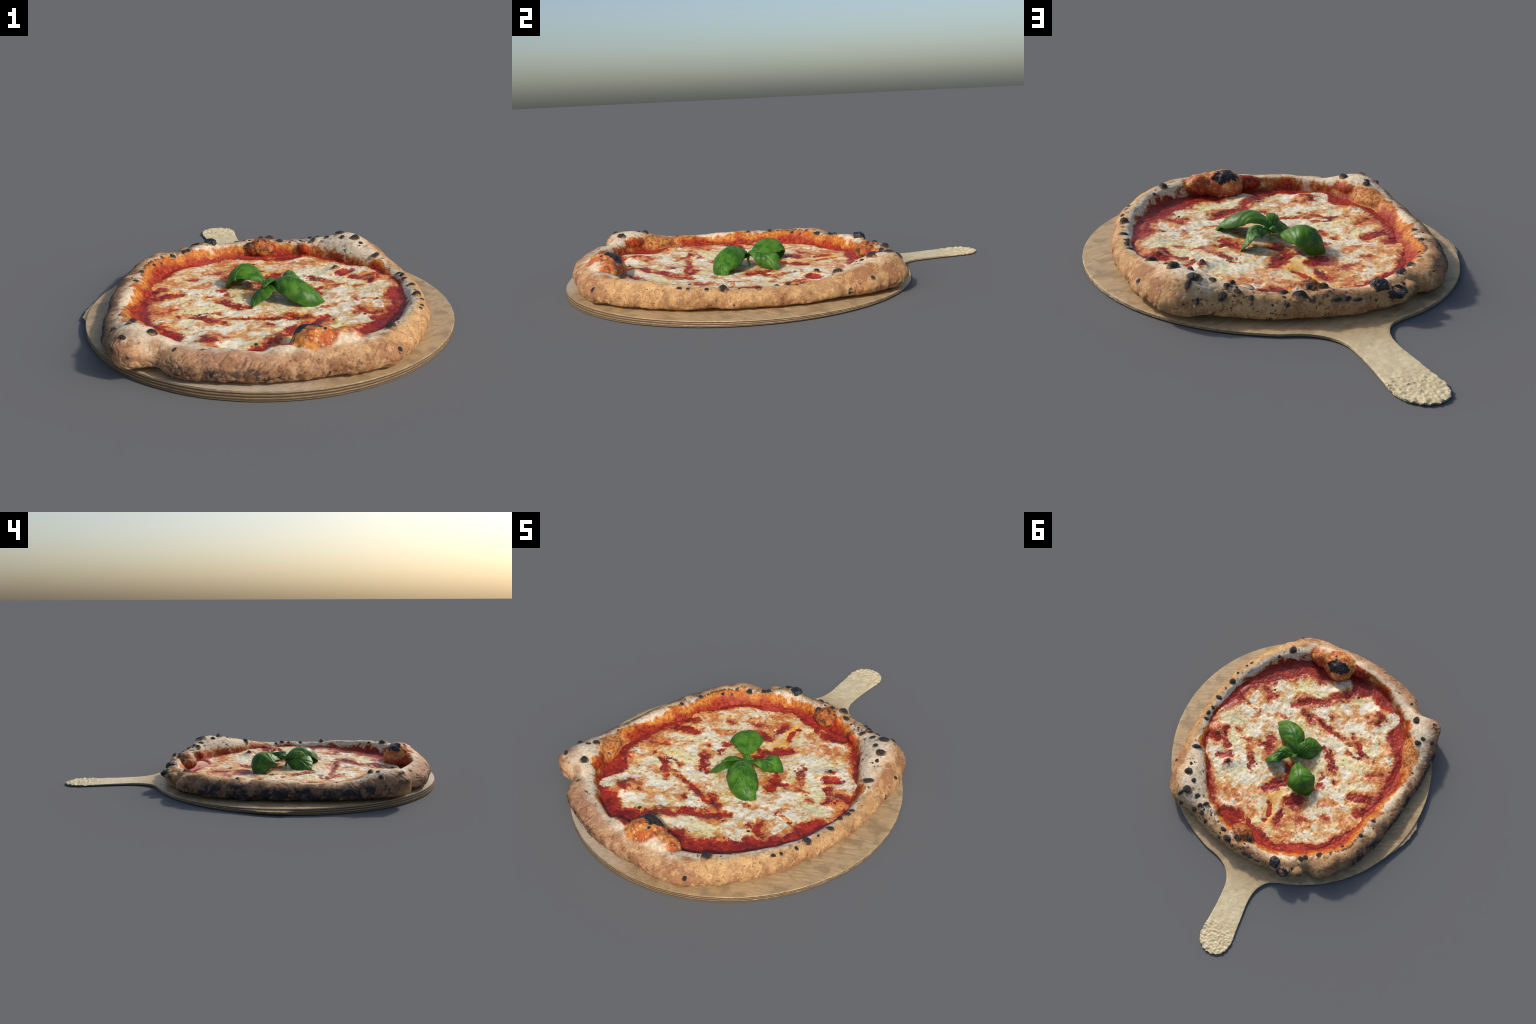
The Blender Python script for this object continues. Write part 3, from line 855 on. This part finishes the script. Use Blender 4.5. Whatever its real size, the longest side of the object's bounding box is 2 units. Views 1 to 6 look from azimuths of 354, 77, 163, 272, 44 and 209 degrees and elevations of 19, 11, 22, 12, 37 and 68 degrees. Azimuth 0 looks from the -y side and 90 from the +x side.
def topping_colour(N):
    """Shared colouring of sauce and cheese, so that the melted edges run into each other."""
    flat = N.vec("MULTIPLY", N.pos, (1, 1, 0))
    wv = N.vec("ADD", N.vec("ADD", flat, N.noise3(13, .085, 5)), N.noise3(6, .075, 2))
    wv = N.vec("MULTIPLY", N.vec("ADD", wv, N.noise3(55, .035, 3)), (1, 1, 0))
    f, r, z = N.turn(wv)
    rc = N.round_curve(f, R_CHEESE, 3)
    ring = N.ramp(N.math("SUBTRACT", r, rc), -.036, .044, 0, 1.4)
    bare = N.math("MAXIMUM", N.maximum(N.capsule(wv, s[0:2], s[2:4], s[4] * 1.55, s[5]) for s in STREAKS), ring)
    oily = N.maximum(N.capsule(wv, s[0:2], s[2:4], s[4], s[5]) for s in OILY)
    butter = N.maximum(N.capsule(wv, s[0:2], s[2:4], s[4] * 1.2, s[5]) for s in BUTTERY)
    return flat, wv, bare, oily, butter, ring


def sauce_shades(N):
    a, b, g = N.noise(24, 4, .6, offset=3), N.noise(75, 3, .6, offset=8), N.noise(150, 2, .6, offset=2)
    col = N.mix(N.ramp(a, .36, .62), (.20, .013, .011), (.40, .030, .016))
    col = N.mix(N.ramp(b, .54, .70, 0, .6), col, (.56, .12, .030))
    col = N.mix(N.ramp(N.noise(38, 4, .65, offset=12), .56, .70, 0, .8), col, (.11, .014, .012))
    return col, b, g


def cheese_material():
    N = Nodes("melted_mozzarella")
    flat, wv, bare, oily, butter, ring = topping_colour(N)
    red, b, g = sauce_shades(N)
    big, mid = N.noise(6, 3, .55, offset=1), N.noise(18, 4, .62, offset=6)
    small = N.noise(62, 3, .6, offset=11)
    col = N.mix(N.ramp(mid, .40, .56), (.80, .67, .43), (.90, .83, .65))
    col = N.mix(N.ramp(small, .50, .66, 0, .6), col, (.92, .87, .74))
    yellow = N.math("MULTIPLY", N.ramp(big, .48, .60), N.ramp(small, .35, .60, .25, .75))
    col = N.mix(yellow, col, (.82, .70, .30))
    col = N.mix(N.math("MULTIPLY", butter, .75), col, (.82, .74, .35))
    # oil and tomato bleeding through: cream, apricot, orange-red, bare sauce
    stain = N.math("ADD", bare, N.math("MULTIPLY_ADD", N.noise(8.5, 7, .70, flat, 77, .4), 5.0, -2.56))
    col = N.mix(N.ramp(stain, -.06, .30, 0, .85), col, (.79, .36, .11))
    gold = N.math("MULTIPLY", N.ramp(N.noise(30, 5, .70, offset=26), .53, .60), N.ramp(stain, -.6, .15, .2, 1))
    col = N.mix(N.math("MULTIPLY", gold, .75), col, (.70, .36, .05))
    col = N.mix(N.math("MULTIPLY", oily, N.ramp(mid, .42, .56, .35, .95)), col, (.82, .38, .03))
    fray = N.math("MULTIPLY_ADD", N.noise(44, 5, .70, offset=33), 2.6, -1.3)
    st2 = N.math("ADD", stain, fray)
    col = N.mix(N.ramp(st2, .26, .58, 0, .85), col, (.58, .150, .035))
    # toasted round freckles, in drifts
    drift = N.ramp(N.noise(6, 3, .6, offset=90), .40, .58, .5, 1)
    for sc, off, rad, amt, c in ((34, 41, .27, .85, (.52, .17, .025)), (58, 44, .28, .8, (.62, .28, .035)), (27, 48, .20, .95, (.36, .06, .02))):
        p = N.vec("ADD", N.vec("ADD", flat, N.noise3(60, .014)), (off, off, 0))
        p = N.vec("MULTIPLY", p, (1, 1, 0))
        d = N.voronoi(sc, p)
        live = N.math("MULTIPLY", N.ramp(N.noise(sc * .62, 1, .5, offset=off), .46, .56), drift)
        dot = N.math("MULTIPLY", N.ramp(d, rad * .45, rad, 1, 0), live)
        col = N.mix(N.math("MULTIPLY", N.math("MULTIPLY", N.ramp(d, rad * .8, rad * 1.8, 1, 0), live), .55), col, (.78, .47, .13))
        col = N.mix(N.math("MULTIPLY", dot, amt), col, c)
    bareN = N.math("ADD", N.math("MULTIPLY", bare, 1.1), N.math("MULTIPLY_ADD", N.noise(24, 7, .74, offset=70), 3.9, -1.97))
    col = N.mix(N.ramp(bareN, .50, .92), col, red)
    # toasted tops of the bubbles
    for (x, y, s) in ((-.300, -.436, .034), (-.015, -.440, .040), (.346, .262, .022), (-.280, -.400, .024)):
        col = N.mix(N.math("MULTIPLY", N.near(wv, (x, y, 0), s * .2, s), .8), col, N.mix(N.ramp(small, .4, .6), (.46, .15, .025), (.13, .035, .015)))
    h = N.math("ADD", N.math("MULTIPLY", small, .6), N.math("ADD", N.math("MULTIPLY", mid, .8), N.math("MULTIPLY", g, .30)))
    nrm = N.bump(h, .5, .004)
    rough = N.ramp(mid, .35, .65, .36, .52)
    return N.finish(col, rough, nrm, .4)


def sauce_material():
    N = Nodes("tomato_sauce")
    col, b, g = sauce_shades(N)
    h = N.math("ADD", N.math("MULTIPLY", b, .8), N.math("MULTIPLY", g, .4))
    return N.finish(col, N.ramp(b, .4, .65, .38, .55), N.bump(h, .6, .003), .3)


def build_topping(root):
    smat, cmat = sauce_material(), cheese_material()
    # sauce: polar sheet with thickness, tucked into the foot of the rim
    nt, nr = 720, 150
    th = np.linspace(0, math.tau, nt, endpoint=False)
    rr = np.linspace(0.0, 1.0, nr)[1:] ** .8
    Rm = at(R_IN, np.degrees(th)) + .012
    X = (Rm[:, None] * rr) * np.cos(th)[:, None]
    Y = (Rm[:, None] * rr) * np.sin(th)[:, None]
    z = topping_z(X.ravel(), Y.ravel()).reshape(X.shape)
    z += .0016 * fbm(np.stack([X.ravel(), Y.ravel(), 0 * X.ravel()], 1) * 75, 2).reshape(X.shape)
    z += smooth(.93, 1.0, rr)[None, :] * .010
    V = np.stack([X, Y, z - PZ], 2).reshape(-1, 3)
    m = nr - 1
    F = grid_faces(nt, m, True, False)
    c = len(V)
    V = np.vstack([V, [[0, 0, float(topping_z(np.zeros(1), np.zeros(1))[0]) - PZ]]])
    F += [(c, i * m, ((i + 1) % nt) * m) for i in range(nt)]
    k = len(V)
    low = V[np.arange(nt) * m + m - 1] * np.array([1, 1, 0]) + np.array([0, 0, .030])
    V = np.vstack([V, low, [[0, 0, .022]]])
    F += [(i * m + m - 1, k + i, k + (i + 1) % nt, ((i + 1) % nt) * m + m - 1) for i in range(nt)]
    F += [(k + nt, k + (i + 1) % nt, k + i) for i in range(nt)]
    F = [tuple(reversed(f)) for f in F]
    sauce = mesh_object("tomato_sauce", V, F, smat, root)
    bm = bmesh.new()
    bm.from_mesh(sauce.data)
    bmesh.ops.recalc_face_normals(bm, faces=bm.faces)
    bm.to_mesh(sauce.data)
    bm.free()
    # baked base under the sauce
    a = np.linspace(0, math.tau, 180, endpoint=False)
    rb = at(R_IN, np.degrees(a)) - .012
    ring = np.stack([rb * np.cos(a), rb * np.sin(a)], 1)
    zb = board_top(ring[:, 0] + CX, ring[:, 1] + CY) - PZ
    Vb = np.vstack([np.c_[ring, zb + .003], np.c_[ring, zb + .026]])
    Fb = [tuple(range(179, -1, -1)), tuple(range(180, 360))] + [(i, (i + 1) % 180, 180 + (i + 1) % 180, 180 + i) for i in range(180)]
    N = Nodes("baked_base")
    bmat = N.finish(N.mix(N.ramp(N.noise(14, 4), .4, .65), (.62, .40, .20), (.34, .18, .08)), .75)
    mesh_object("dough_base", Vb, Fb, bmat, root, False)
    # cheese: a blanket that dips under the sauce where it is torn open
    st = .0038
    g = np.arange(-.66, .66, st)
    X, Y = np.meshgrid(g, g, indexing="ij")
    x, y = X.ravel(), Y.ravel()
    bare = bare_sauce(x, y)
    ring = (np.hypot(x, y) - at(R_CHEESE, np.degrees(np.arctan2(y, x)))) / .05 + .4 * fbm(np.stack([x, y, 0 * x], 1) * 20, 3)
    p = np.stack([x, y, 0 * x], 1)
    th_ = smooth(1.2, -1.0, bare) * smooth(1.0, .3, ring)
    z = topping_z(x, y) - .0035 + .0095 * th_ + (.0022 * fbm(p * 26 + 7, 3) + .0009 * fbm(p * 90, 2)) * th_
    keep = (ring < 1.0) & (np.hypot(x, y) < at(R_IN, np.degrees(np.arctan2(y, x))) + .004)
    K = keep.reshape(X.shape)
    cell = K[:-1, :-1] & K[1:, :-1] & K[1:, 1:] & K[:-1, 1:]
    ii, jj = np.nonzero(cell)
    w = X.shape[1]
    quads = np.stack([ii * w + jj, (ii + 1) * w + jj, (ii + 1) * w + jj + 1, ii * w + jj + 1], 1)
    used, inv = np.unique(quads, return_inverse=True)
    quads = inv.reshape(quads.shape)
    Vc = np.stack([x, y, z - PZ], 1)[used]
    cheese = mesh_object("mozzarella", Vc, quads.tolist(), cmat, root)
    return sauce, cheese


# ================================================================== BASIL
def leaf_material():
    N = Nodes("basil_leaf")
    a, b = N.noise(18, 3, .6), N.noise(70, 3, .6)
    col = N.mix(N.ramp(a, .35, .65), (.034, .125, .008), (.100, .250, .020))
    col = N.mix(N.ramp(b, .55, .75, 0, .5), col, (.10, .27, .035))
    g = N.new("ShaderNodeNewGeometry")
    nrm = N.bump(N.noise(45, 3, .5), .35, .004)
    nrm = N.bump(N.noise(160, 2, .5), .15, .002, nrm)
    mat = N.finish(col, .42, nrm, .35)
    tr = N.new("ShaderNodeBsdfTranslucent")
    N.put(tr.inputs["Color"], N.mix(.5, col, (.16, .36, .03)))
    mx = N.new("ShaderNodeMixShader")
    mx.inputs[0].default_value = .18
    N.t.links.new(N.b.outputs[0], mx.inputs[1])
    N.t.links.new(tr.outputs[0], mx.inputs[2])
    N.t.links.new(mx.outputs[0], N.out.inputs["Surface"])
    return mat


def vein_material():
    N = Nodes("basil_vein")
    return N.finish(N.mix(N.ramp(N.noise(30, 2), .3, .7), (.09, .26, .035), (.16, .36, .07)), .42)


def tube(path, radii, n=8):
    path = np.asarray(path, float)
    t = np.gradient(path, axis=0)
    t /= np.linalg.norm(t, axis=1)[:, None] + 1e-12
    up = np.array([0.31, 0.22, .93])
    V = []
    for p, d, r in zip(path, t, radii):
        s = np.cross(d, up)
        s /= np.linalg.norm(s) + 1e-12
        w = np.cross(s, d)
        for i in range(n):
            a = math.tau * i / n
            V.append(p + r * (math.cos(a) * s + math.sin(a) * w))
    m = len(path)
    F = [(i * n + j, i * n + (j + 1) % n, (i + 1) * n + (j + 1) % n, (i + 1) * n + j) for i in range(m - 1) for j in range(n)]
    F += [tuple(range(n))[::-1], tuple(range((m - 1) * n, m * n))]
    return V, F


# name-free leaves: spine (x, y, height), half widths along it, side direction, droop of the two halves (degrees), lift of the midrib groove
LEAVES = [
    # big leaf arching over and down to the front
    dict(spine=[(.030, -.200, .118), (.048, -.232, .148), (.079, -.272, .166), (.117, -.304, .161), (.163, -.334, .134), (.203, -.350, .097), (.232, -.342, .064)],
         width=[.006, .048, .075, .084, .080, .060, .010], side=(.62, .76, 0.05), droop=(72, 74)),
    # leaf over the handle side
    dict(spine=[(.000, -.160, .104), (-.018, -.132, .128), (-.044, -.099, .152), (-.072, -.070, .160), (-.104, -.048, .144), (-.131, -.036, .102), (-.150, -.034, .048)],
         width=[.005, .046, .078, .090, .092, .080, .036], side=(.62, .76, 0.0), droop=(62, 74)),
    # curled leaf to the left
    dict(spine=[(.031, -.190, .104), (.014, -.218, .113), (-.010, -.247, .119), (-.035, -.276, .112), (-.056, -.302, .093), (-.072, -.328, .068)],
         width=[.006, .040, .060, .066, .054, .008], side=(-.62, .62, -.36), droop=(30, 66)),
    # narrow folded leaf to the right
    dict(spine=[(.034, -.186, .110), (.066, -.176, .126), (.104, -.156, .134), (.136, -.136, .122), (.160, -.116, .094), (.178, -.100, .064)],
         width=[.006, .030, .046, .052, .042, .006], side=(.35, .90, -.25), droop=(75, 40)),
    # young leaves curling up in the middle
    dict(spine=[(.030, -.197, .110), (.018, -.214, .130), (.004, -.238, .146), (-.008, -.266, .148), (-.016, -.296, .136)],
         width=[.005, .024, .034, .030, .004], side=(-.80, .35, -.35), droop=(35, 80)),
    dict(spine=[(.032, -.194, .110), (.032, -.184, .124), (.026, -.174, .130), (.014, -.164, .124)],
         width=[.004, .014, .018, .003], side=(.70, .65, 0), droop=(60, 60)),
]


def build_basil(root):
    lm, vm = leaf_material(), vein_material()
    sprig = empty("basil_sprig", (0, 0, 0), root)
    off = np.array([CX, CY, PZ])
    for k, L in enumerate(LEAVES):
        nu, nv = 64, 41
        sp = catmull(np.array(L["spine"]) - off, nu)
        w = np.interp(np.linspace(0, 1, nu), np.linspace(0, 1, len(L["width"])), L["width"]) * 1.10
        w = np.convolve(np.r_[[w[0]] * 3, w, [w[-1]] * 3], np.ones(7) / 7, "valid")
        w[-1] = .001
        T = np.gradient(sp, axis=0)
        T /= np.linalg.norm(T, axis=1)[:, None]
        side0 = np.array(L["side"], float)
        S = side0 - T * (T @ side0)[:, None]
        S /= np.linalg.norm(S, axis=1)[:, None]
        U = np.cross(T, S)
        U[U[:, 2] < 0] *= -1
        U = np.where((U @ np.array([0, 0, 1.0]))[:, None] < 0, -U, U)
        vs = np.linspace(-1, 1, nv)
        ts = np.linspace(0, 1, nu)

        def surf(iu, v):
            dr = math.radians(L["droop"][0] if v < 0 else L["droop"][1]) * min(1.0, .55 + 1.2 * ts[iu]) + 1e-4
            Rr = w[iu] / dr
            a = abs(v) * dr
            lat, drop = Rr * math.sin(a), Rr * (1 - math.cos(a))
            return sp[iu] + S[iu] * lat * (1 if v > 0 else -1) - U[iu] * drop

        P = np.array([[surf(i, v) for v in vs] for i in range(nu)])
        # quilting between the side veins, a sunk midrib and a wavy margin
        ph = (ts[:, None] * 6.2 - np.abs(vs)[None, :] * 1.5)
        quilt = (np.abs(np.sin(math.pi * ph)) - .6) * smooth(0, .25, np.abs(vs))[None, :] * (1 - np.abs(vs)[None, :] ** 4)
        mid = np.exp(-(vs / .07) ** 2)[None, :]
        q = P.reshape(-1, 3)
        ripple = fbm(q * 22 + 3 * k, 2).reshape(nu, nv)
        hgt = (.0028 * quilt - .0030 * mid + .0050 * ripple * np.abs(vs)[None, :] ** 1.5) * smooth(0, .01, w)[:, None]
        P = P + U[:, None, :] * hgt[..., None]
        floor = cheese_base(P[..., 0], P[..., 1]) - PZ + .004
        P[..., 2] = np.maximum(P[..., 2], floor)
        leaf = mesh_object("basil_leaf", P.reshape(-1, 3), grid_faces(nu, nv), lm, sprig)
        so = leaf.modifiers.new("thickness", "SOLIDIFY")
        so.thickness, so.offset = .0026, -1
        # veins as fine raised cords
        V, F = [], []

        def add(path, r0, r1):
            nonlocal V, F
            path = np.asarray(path)
            vv, ff = tube(path, np.linspace(r0, r1, len(path)), 6)
            b = len(V)
            V += vv
            F += [tuple(i + b for i in f) for f in ff]

        c = nv // 2
        add(P[1:nu - 4, c] + U[1:nu - 4] * .0002, .0013, .0005)
        for j in range(5):
            i0 = int((.12 + .15 * j) * nu)
            for sgn in (-1, 1):
                path = []
                for t in np.linspace(0, .78, 14):
                    iu = min(nu - 3, int(i0 + t * 12))
                    jj = int(round(c + sgn * t * c))
                    path.append(P[iu, jj] + U[iu] * .0001)
                add(np.array(path), .0007, .0002)
        mesh_object("leaf_vein", V, F, vm, leaf)
    # stalks
    V, F = [], []
    for path, r0, r1 in (([(.032, -.190, .066), (.034, -.196, .09), (.030, -.194, .114)], .006, .005),
                         ([(.030, -.194, .112), (.014, -.180, .108), (.002, -.165, .104)], .0045, .003),
                         ([(.030, -.194, .110), (.044, -.186, .118), (.066, -.176, .130)], .005, .003),
                         ([(.030, -.194, .110), (.020, -.214, .122), (.006, -.236, .130)], .005, .003)):
        pt = catmull(np.array(path) - off, 14)
        vv, ff = tube(pt, np.linspace(r0, r1, 14), 10)
        b = len(V)
        V += vv
        F += [tuple(i + b for i in f) for f in ff]
    mesh_object("basil_stem", V, F, vm, sprig)
    return sprig


# ================================================================== BUILD
build_peel()
pizza = empty("margherita_pizza", (CX, CY, PZ))
pizza["label"] = "wood-fired margherita pizza, charred puffy crust, mozzarella, basil"
pizza["category"] = "pizza"
crust = build_crust(pizza, crust_material())
sauce, cheese = build_topping(pizza)
build_blisters(crust, (cheese,), char_material())
build_burnt(crust, burnt_material())
build_basil(pizza)
